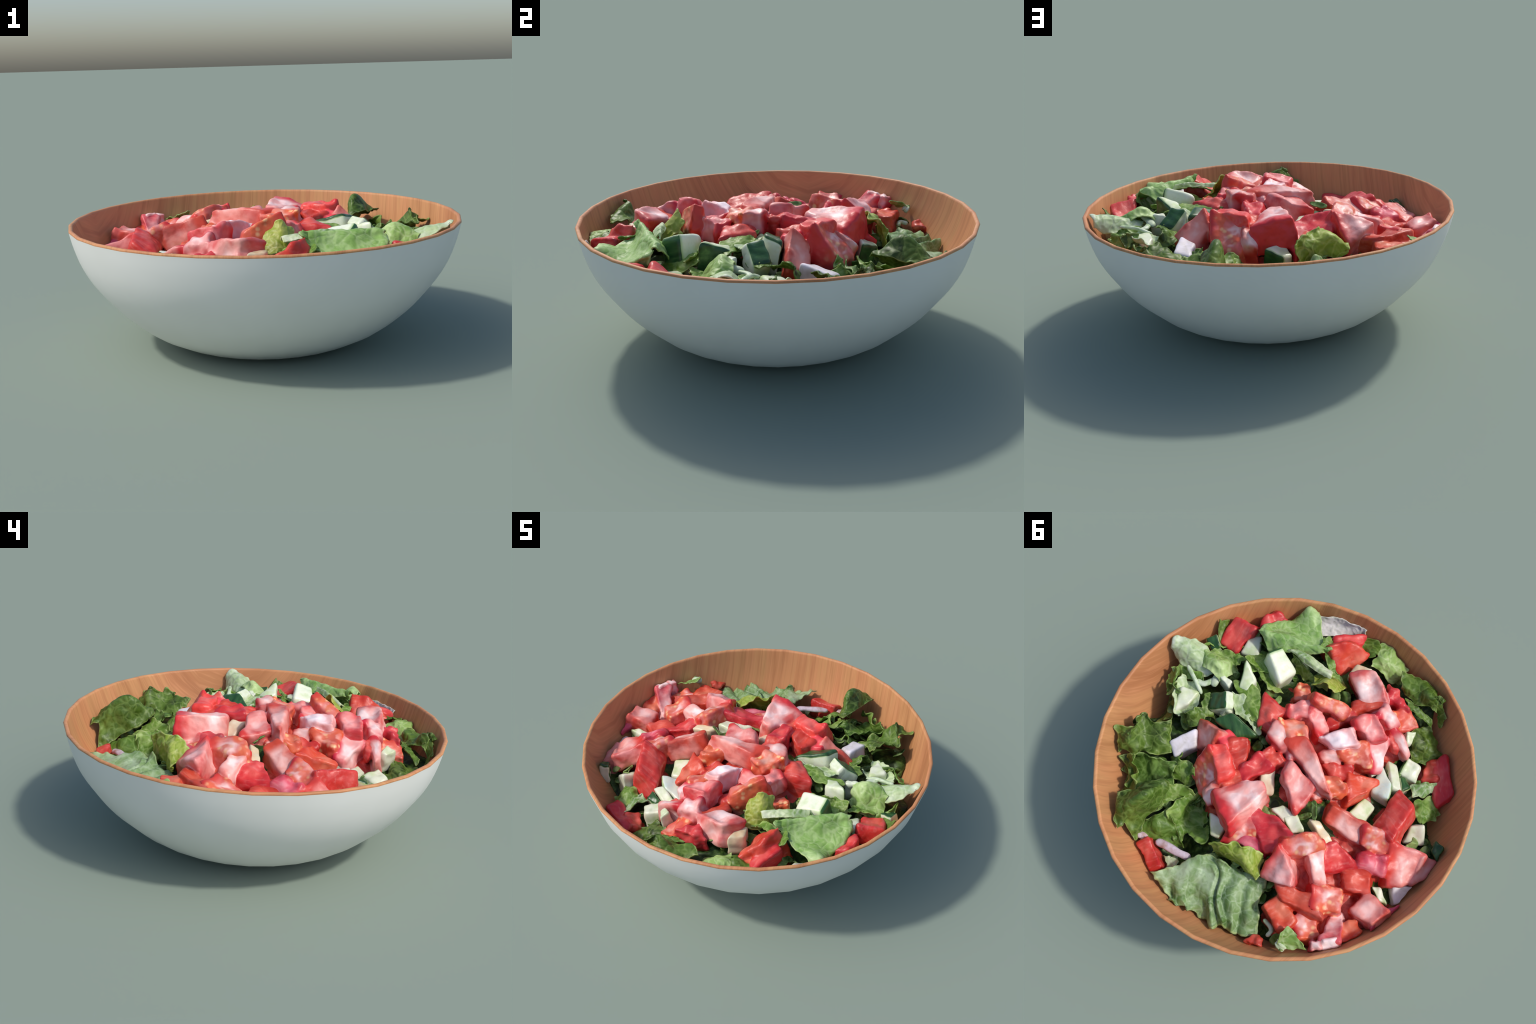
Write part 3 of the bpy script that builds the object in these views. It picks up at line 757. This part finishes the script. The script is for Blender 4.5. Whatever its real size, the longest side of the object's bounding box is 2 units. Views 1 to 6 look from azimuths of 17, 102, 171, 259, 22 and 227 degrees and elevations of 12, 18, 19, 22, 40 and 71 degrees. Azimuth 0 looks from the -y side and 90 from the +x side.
leaf('light', .014, .010, [
    [(0.67, -0.5, 0.46), (0.63, -0.56, 0.45), (0.575, -0.62, 0.44), (0.5, -0.66, 0.44), (0.42, -0.64, 0.45)],
    [(0.708, -0.421, 0.62), (0.703, -0.534, 0.58), (0.657, -0.618, 0.565), (0.641, -0.717, 0.616), (0.582, -0.749, 0.59)],
    [(0.685, -0.425, 0.65), (0.62, -0.495, 0.63), (0.545, -0.565, 0.605), (0.465, -0.6, 0.595), (0.385, -0.615, 0.615)],
    [(0.68, -0.39, 0.668), (0.6, -0.445, 0.668), (0.51, -0.505, 0.668), (0.42, -0.56, 0.675), (0.345, -0.61, 0.685)],
    [(0.584, -0.387, 0.57), (0.525, -0.439, 0.61), (0.487, -0.488, 0.62), (0.398, -0.54, 0.63), (0.352, -0.631, 0.66)]])
leaf('mid', .012, .02, [
    [(0.483, -0.457, 0.62), (0.403, -0.472, 0.6), (0.306, -0.491, 0.57), (0.229, -0.533, 0.59)],
    [(0.407, -0.423, 0.53), (0.349, -0.439, 0.52), (0.286, -0.457, 0.55), (0.217, -0.478, 0.57)]])
leaf('yellow', .010, .01, [
    [(0.26, -0.405, 0.655), (0.21, -0.455, 0.708), (0.145, -0.475, 0.655)],
    [(0.28, -0.44, 0.61), (0.235, -0.505, 0.635), (0.14, -0.53, 0.6)],
    [(0.32, -0.5, 0.54), (0.25, -0.56, 0.55), (0.16, -0.58, 0.54)]])
leaf('mid', .008, .015, [
    [(0.372, -0.607, 0.605), (0.293, -0.556, 0.6), (0.224, -0.541, 0.57), (0.172, -0.493, 0.54)],
    [(0.339, -0.621, 0.6), (0.267, -0.595, 0.59), (0.201, -0.58, 0.57), (0.148, -0.529, 0.53)]])
leaf('mid', .010, .015, [
    [(0.435, -0.647, 0.62), (0.428, -0.688, 0.61), (0.376, -0.682, 0.59)],
    [(0.4, -0.589, 0.61), (0.37, -0.62, 0.6), (0.326, -0.611, 0.57)]])
leaf('white', .006, .01, [
    [(0.579, -0.749, 0.565), (0.486, -0.819, 0.578), (0.405, -0.861, 0.575), (0.34, -0.886, 0.565)],
    [(0.553, -0.72, 0.525), (0.469, -0.809, 0.53), (0.4, -0.852, 0.542), (0.337, -0.881, 0.552)],
    [(0.523, -0.671, 0.505), (0.445, -0.752, 0.505), (0.396, -0.824, 0.505), (0.329, -0.877, 0.531)]])
leaf('dark', .008, .015, [
    [(0.324, -0.873, 0.52), (0.286, -0.895, 0.534), (0.248, -0.908, 0.543)],
    [(0.291, -0.822, 0.54), (0.224, -0.825, 0.56), (0.196, -0.847, 0.56)],
    [(0.235, -0.742, 0.54), (0.212, -0.787, 0.55), (0.184, -0.816, 0.57)]])
leaf('light', .008, .02, [
    [(0.255, -0.905, 0.536), (0.186, -0.926, 0.55), (0.103, -0.931, 0.532), (0.027, -0.929, 0.508)],
    [(0.207, -0.849, 0.555), (0.144, -0.848, 0.56), (0.077, -0.858, 0.54), (0.017, -0.887, 0.5)],
    [(0.165, -0.774, 0.545), (0.111, -0.796, 0.52), (0.044, -0.819, 0.48), (0.015, -0.858, 0.44)]])
leaf('dark', .010, .02, [
    [(0.017, -0.872, 0.57), (-0.054, -0.921, 0.57), (-0.163, -0.935, 0.566), (-0.281, -0.908, 0.57)],
    [(-0.032, -0.816, 0.58), (-0.13, -0.852, 0.56), (-0.199, -0.859, 0.62), (-0.231, -0.899, 0.625)],
    [(-0.047, -0.804, 0.52), (-0.171, -0.809, 0.54), (-0.221, -0.843, 0.56), (-0.275, -0.857, 0.53)]])
leaf('dark', .012, .02, [
    [(-0.228, -0.9, 0.61), (-0.284, -0.9, 0.552), (-0.334, -0.878, 0.536)],
    [(-0.22, -0.854, 0.56), (-0.265, -0.864, 0.5), (-0.336, -0.846, 0.458)]])
leaf('dark', .010, .02, [
    [(-0.096, -0.785, 0.53), (-0.173, -0.812, 0.52), (-0.267, -0.826, 0.49)],
    [(-0.174, -0.76, 0.53), (-0.235, -0.775, 0.51), (-0.293, -0.804, 0.48)]])
leaf('dark', .02, .025, [
    [(-0.239, -0.738, 0.485), (-0.278, -0.808, 0.445), (-0.367, -0.803, 0.415)],
    [(-0.284, -0.669, 0.475), (-0.342, -0.715, 0.455), (-0.427, -0.763, 0.405)],
    [(-0.365, -0.602, 0.435), (-0.422, -0.641, 0.405), (-0.452, -0.734, 0.385)]])
leaf('mid', .016, .02, [
    [(-0.561, -0.414, 0.415), (-0.551, -0.487, 0.425), (-0.583, -0.557, 0.405)],
    [(-0.607, -0.404, 0.435), (-0.617, -0.467, 0.445), (-0.651, -0.55, 0.4)],
    [(-0.661, -0.398, 0.405), (-0.683, -0.452, 0.405), (-0.681, -0.526, 0.385)]])
leaf('pale', .016, .02, [
    [(-0.469, -0.494, 0.44), (-0.504, -0.554, 0.45), (-0.547, -0.614, 0.43)],
    [(-0.525, -0.453, 0.43), (-0.556, -0.507, 0.44), (-0.588, -0.577, 0.42)]])
leaf('light', .008, .02, [
    [(-0.665, 0.624, 0.52), (-0.624, 0.54, 0.565), (-0.672, 0.505, 0.55)],
    [(-0.692, 0.631, 0.526), (-0.718, 0.569, 0.51), (-0.774, 0.524, 0.522)]])
leaf('dark', .012, .02, [
    [(0.797, 0.166, 0.56), (0.756, 0.133, 0.59)],
    [(0.756, 0.198, 0.46), (0.705, 0.188, 0.5)],
    [(0.724, 0.311, 0.4), (0.657, 0.264, 0.47)]])
leaf('dark', .008, .015, [
    [(0.911, -0.294, 0.603), (0.878, -0.337, 0.565)],
    [(0.862, -0.25, 0.555), (0.851, -0.291, 0.55)],
    [(0.797, -0.198, 0.5), (0.814, -0.24, 0.5)]])
leaf('mid', .016, .025, [
    [(0.789, -0.18, 0.535), (0.74, -0.223, 0.54), (0.685, -0.26, 0.545)],
    [(0.707, -0.168, 0.52), (0.66, -0.193, 0.53), (0.641, -0.261, 0.55)]])
leaf('pale', .014, .02, [
    [(0.097, 0.758, 0.38), (0.056, 0.704, 0.38)],
    [(0.043, 0.785, 0.365), (0.016, 0.736, 0.375)]])
leaf('light', .014, .012, [
    [(0.62, -0.06, 0.585), (0.68, -0.06, 0.6), (0.75, -0.05, 0.585), (0.82, -0.08, 0.56)],
    [(0.61, -0.11, 0.59), (0.668, -0.12, 0.64), (0.742, -0.105, 0.615), (0.81, -0.13, 0.58)],
    [(0.63, -0.2, 0.52), (0.69, -0.22, 0.51), (0.76, -0.22, 0.49), (0.82, -0.2, 0.5)]])
leaf('mid', .016, .012, [
    [(0.47, 0.33, 0.5), (0.42, 0.37, 0.535), (0.36, 0.35, 0.525), (0.331, 0.356, 0.552), (0.3, 0.38, 0.5)],
    [(0.5, 0.4, 0.43), (0.43, 0.45, 0.46), (0.37, 0.45, 0.44), (0.33, 0.45, 0.44), (0.3, 0.44, 0.42)]])
leaf('mid', .014, .012, [
    [(0.572, -0.115, 0.6), (0.514, -0.166, 0.61), (0.432, -0.187, 0.62)],
    [(0.492, -0.076, 0.61), (0.406, -0.095, 0.63), (0.312, -0.096, 0.625)],
    [(0.377, -0.034, 0.6), (0.311, -0.05, 0.61), (0.241, -0.036, 0.62)]])
leaf('mid', .012, .012, [
    [(0.56, -0.2, 0.6), (0.5, -0.28, 0.585), (0.44, -0.36, 0.575)],
    [(0.62, -0.25, 0.57), (0.57, -0.33, 0.555), (0.52, -0.42, 0.55)],
    [(0.65, -0.33, 0.52), (0.62, -0.4, 0.51), (0.58, -0.47, 0.5)]])
leaf('mid', .016, .012, [
    [(0.86, -0.1, 0.56), (0.84, -0.17, 0.55), (0.78, -0.22, 0.54)],
    [(0.86, -0.2, 0.5), (0.82, -0.26, 0.49), (0.76, -0.3, 0.48)]])
leaf('dark', .016, .012, [
    [(0.72, -0.25, 0.52), (0.7, -0.34, 0.53), (0.62, -0.42, 0.54)],
    [(0.8, -0.3, 0.48), (0.76, -0.4, 0.48), (0.7, -0.48, 0.47)]])
leaf('mid', .018, .012, [
    [(0.84, 0.06, 0.55), (0.78, 0.12, 0.56), (0.72, 0.14, 0.56)],
    [(0.88, 0.08, 0.48), (0.82, 0.15, 0.5), (0.76, 0.19, 0.5)]])
leaf('dark', .014, .012, [
    [(0.12, -0.56, 0.53), (0.22, -0.6, 0.53), (0.32, -0.58, 0.54)],
    [(0.1, -0.66, 0.51), (0.2, -0.7, 0.5), (0.32, -0.7, 0.5)]])
leaf('pale', .004, .004, [
    [(0.497, -0.45, 0.64), (0.397, -0.464, 0.645), (0.305, -0.486, 0.635), (0.226, -0.514, 0.62)],
    [(0.481, -0.453, 0.667), (0.404, -0.478, 0.67), (0.317, -0.499, 0.655), (0.232, -0.529, 0.64)],
    [(0.486, -0.482, 0.645), (0.418, -0.51, 0.645), (0.329, -0.534, 0.635), (0.252, -0.555, 0.62)]])
leaf('dark', .024, .012, [
    [(0.42, 0.68, 0.515), (0.48, 0.63, 0.54), (0.54, 0.58, 0.515), (0.61, 0.53, 0.535)],
    [(0.44, 0.71, 0.455), (0.5, 0.66, 0.465), (0.565, 0.61, 0.455), (0.64, 0.565, 0.475)],
    [(0.46, 0.725, 0.395), (0.52, 0.68, 0.395), (0.58, 0.64, 0.395), (0.66, 0.58, 0.405)]])
stem('lilac', .022, .014, [(0.187, 0.743, 0.415), (0.13, 0.718, 0.425), (0.053, 0.692, 0.43), (-0.011, 0.661, 0.43)])
stem('palerib', .012, .010, [(0.81, 0.012, 0.58), (0.723, 0.032, 0.57), (0.639, 0.053, 0.54)])
stem('palerib', .022, .014, [(0.691, -0.14, 0.6), (0.659, -0.082, 0.585), (0.629, -0.016, 0.56)])
stem('palerib', .016, .012, [(0.717, 0.029, 0.56), (0.671, 0.004, 0.56), (0.646, -0.084, 0.57)])
stem('darkrib', .016, .014, [(0.389, -0.089, 0.6), (0.317, -0.06, 0.6), (0.262, -0.018, 0.59)])
stem('lilac', .02, .014, [(0.277, 0.796, 0.4), (0.26, 0.775, 0.4), (0.234, 0.777, 0.4)])
stem('palerib', .012, .012, [(-0.51, 0.577, 0.47), (-0.575, 0.581, 0.47), (-0.587, 0.625, 0.46)])
stem('palerib', .03, .02, [(-0.673, 0.593, 0.535), (-0.674, 0.627, 0.515)])


# ------------------------------------------------------------------ what lies underneath
def bed_height(x, y, sink=0.09):
    """Smooth surface a little below the tops of the nearest pieces."""
    sw = sz = 0.0
    for px, py, pz, kind, size in TOPS:
        d2 = (x - px) ** 2 + (y - py) ** 2
        w = 1.0 / (d2 + 0.004) ** 2
        sw += w; sz += w * pz
    return sz / sw - sink


def nearest(x, y):
    return min(TOPS, key=lambda t: (x - t[0]) ** 2 + (y - t[1]) ** 2)[3]


def bed_solid():
    """Juicy layer of small shreds that fills the gaps between the chunks (a closed lens)."""
    rings, seg = 56, 140
    top, low, reach = [], [], []
    for s in range(seg):
        a = 2 * math.pi * s / seg
        R = 0.9
        for _ in range(3):
            R = inner_radius(bed_height(R * math.cos(a), R * math.sin(a))) - 0.002
        reach.append(R)
    for i in range(1, rings + 1):
        for s in range(seg):
            a = 2 * math.pi * s / seg
            r = reach[s] * i / rings
            x, y = r * math.cos(a), r * math.sin(a)
            p = Vector((x, y, bed_height(x, y)))
            p.z += 0.014 * noise.noise(p * 11) + 0.010 * noise.noise(p * 27)
            top.append(keep_inside(p, 0.002))
            low.append(keep_inside(Vector((x * 0.97, y * 0.97, p.z - 0.07)), 0.002))
    nt = len(top)
    verts = top + low + [Vector((0, 0, bed_height(0, 0))), Vector((0, 0, bed_height(0, 0) - 0.07))]
    faces = []
    for i in range(rings - 1):
        for s in range(seg):
            t = (s + 1) % seg
            a, b, c, d = i * seg + s, i * seg + t, (i + 1) * seg + t, (i + 1) * seg + s
            faces.append([a, d, c, b])
            faces.append([nt + a, nt + b, nt + c, nt + d])
    o = (rings - 1) * seg
    for s in range(seg):
        t = (s + 1) % seg
        faces.append([2 * nt, s, t])
        faces.append([2 * nt + 1, nt + t, nt + s])
        faces.append([o + s, nt + o + s, nt + o + t, o + t])
    return verts, faces


def shred_mats():
    k = Nodes("tomato_pulp", 0.4, 0.4)
    v = k.mapping(shuffle=False)
    a = k.done(k.ramp(k.noise(v, 16.0, 4, 0.6, 0.5), [(0.3, srgb(140, 34, 28)), (0.5, srgb(190, 66, 54)), (0.72, srgb(218, 116, 98))]))
    k = Nodes("lettuce_shreds", 0.5, 0.3)
    v = k.mapping(shuffle=False)
    b = k.done(k.ramp(k.noise(v, 22.0, 4, 0.65, 0.8), [(0.3, srgb(20, 30, 12)), (0.5, srgb(50, 76, 30)), (0.68, srgb(96, 124, 60)), (0.8, srgb(156, 176, 116))]))
    return a, b


def press_together(voxel=0.0065):
    """The wet chunks stick to one another: fuse them with the bed into one skin, soften it, and give each
    face back to the chunk it came from. Neighbours share their border vertices and normals."""
    from mathutils.bvhtree import BVHTree
    bed = bed_solid()
    src = [(v, f) for _, _, _, v, f in PIECES] + [bed]
    V, F, owner = [], [], []
    for k, (vs, fs) in enumerate(src):
        o = len(V)
        V += vs
        F += [[i + o for i in f] for f in fs]
        owner += [k] * len(fs)
    me = bpy.data.meshes.new("heap")
    me.from_pydata([tuple(v) for v in V], [], F)
    ob = bpy.data.objects.new("heap", me)
    bpy.context.collection.objects.link(ob)
    mod = ob.modifiers.new("fuse", "REMESH")
    mod.mode = "VOXEL"; mod.voxel_size = voxel
    sm = ob.modifiers.new("soften", "SMOOTH")
    sm.factor = 0.5; sm.iterations = 6
    dg = bpy.context.evaluated_depsgraph_get()
    fused = bpy.data.meshes.new_from_object(ob.evaluated_get(dg))
    bpy.data.objects.remove(ob)
    tree = BVHTree.FromPolygons([tuple(v) for v in V], F)
    fused.update()
    co = []
    for v in fused.vertices:
        p = v.co.copy()
        p += v.normal * (0.0016 * noise.noise(p * 45) + 0.0022 * noise.noise(p * 21))
        co.append(keep_inside(p, 0.002))
    groups = {}
    for p in fused.polygons:
        if p.center.z < 0.2 or (p.normal.z < -0.75):
            continue
        hit = tree.find_nearest(p.center)
        groups.setdefault(owner[hit[2]], []).append(p)
    # straighten the stepped borders between chunks by relaxing the border vertices along themselves
    mine = {}
    for k, polys in groups.items():
        for p in polys:
            for e in p.edge_keys:
                mine.setdefault(e, []).append(k)
    nb = {}
    for (i, j), ks in mine.items():
        if len(ks) == 2 and ks[0] != ks[1]:
            nb.setdefault(i, []).append(j); nb.setdefault(j, []).append(i)
    for _ in range(6):
        new = {}
        for i, js in nb.items():
            m = sum((co[j] for j in js), Vector()) / len(js)
            new[i] = co[i].lerp(m, 0.5)
        for i, p in new.items():
            co[i] = p
    for i, p in enumerate(co):
        fused.vertices[i].co = p
    fused.update()
    vn = [v.normal.copy() for v in fused.vertices]
    pulp, shreds = shred_mats()
    for k in sorted(groups):
        polys = groups[k]
        ids, faces, mats = {}, [], []
        for p in polys:
            faces.append([ids.setdefault(i, len(ids)) for i in p.vertices])
            if k == len(PIECES):
                m = p.center + Vector((noise.noise(p.center * 14), noise.noise(p.center * 14 + Vector((9, 9, 9))), 0)) * 0.05
                mats.append(0 if nearest(m.x, m.y) == "tomato_chunk" else 1)
        name, mat, M = PIECES[k][:3] if k < len(PIECES) else ("salad_bed", None, Matrix())
        inv = M.inverted()
        sub = bpy.data.meshes.new(name)
        sub.from_pydata([tuple(inv @ co[i]) for i in ids], [], faces)
        sub.polygons.foreach_set("use_smooth", [True] * len(faces))
        rot = inv.to_3x3()
        sub.normals_split_custom_set_from_vertices([tuple((rot @ vn[i]).normalized()) for i in ids])
        o = add(name, sub, salad, mat)
        o.matrix_basis = M
        if k == len(PIECES):
            sub.materials.append(pulp); sub.materials.append(shreds)
            sub.polygons.foreach_set("material_index", mats)
            o["kind"] = "stuff"



def lettuce_scraps(count=150):
    """Small torn, curled shreds that lie in the hollows between the leaves (one joined part)."""
    rng = random.Random(5)
    bm = bmesh.new()
    made = 0
    while made < count:
        r, a = 0.88 * math.sqrt(rng.random()), rng.uniform(0, 2 * math.pi)
        x, y = r * math.cos(a), r * math.sin(a)
        near = sorted(TOPS, key=lambda q: (x - q[0]) ** 2 + (y - q[1]) ** 2)[:3]
        if near[0][3] == "tomato_chunk" or near[0][2] < 0.4:
            continue
        made += 1
        z = min(bed_height(x, y, 0.035), near[0][2] - 0.02)
        R = Euler((rng.uniform(-0.7, 0.7), rng.uniform(-0.7, 0.7), rng.uniform(0, 6.28))).to_matrix()
        l, w, curl = rng.uniform(0.025, 0.055), rng.uniform(0.015, 0.035), rng.uniform(-14, 14)
        off = Vector((made * 1.9, made * 0.7, 0))
        n = 8
        rows = [[], []]
        for layer in range(2):
            for j in range(n + 1):
                for i in range(n + 1):
                    u, v = (2 * i / n - 1), (2 * j / n - 1)
                    k = 1 - 0.25 * u * u * v * v
                    p = Vector((u * l * k, v * w * k, 0))
                    p.z = curl * p.y * p.y + 0.012 * noise.noise(p * 30 + off) - layer * 0.005
                    rows[layer].append(bm.verts.new(keep_inside(R @ p + Vector((x, y, z)), 0.006)))
        idx = lambda i, j: j * (n + 1) + i
        for j in range(n):
            for i in range(n):
                q = (idx(i, j), idx(i + 1, j), idx(i + 1, j + 1), idx(i, j + 1))
                bm.faces.new([rows[0][k] for k in q])
                bm.faces.new([rows[1][k] for k in reversed(q)])
        for i in range(n):
            for e in ((idx(i, 0), idx(i + 1, 0)), (idx(i + 1, n), idx(i, n)), (idx(0, i + 1), idx(0, i)), (idx(n, i), idx(n, i + 1))):
                bm.faces.new((rows[0][e[1]], rows[0][e[0]], rows[1][e[0]], rows[1][e[1]]))
    me = bpy.data.meshes.new("lettuce_scraps")
    bm.to_mesh(me); bm.free()
    me.polygons.foreach_set("use_smooth", [True] * len(me.polygons))
    ob = add("lettuce_scraps", me, salad, leaf_mat("scraps", (40, 62, 20), (88, 122, 50), (160, 186, 116), (176, 200, 134)))
    ob["kind"] = "stuff"


press_together()
lettuce_scraps()
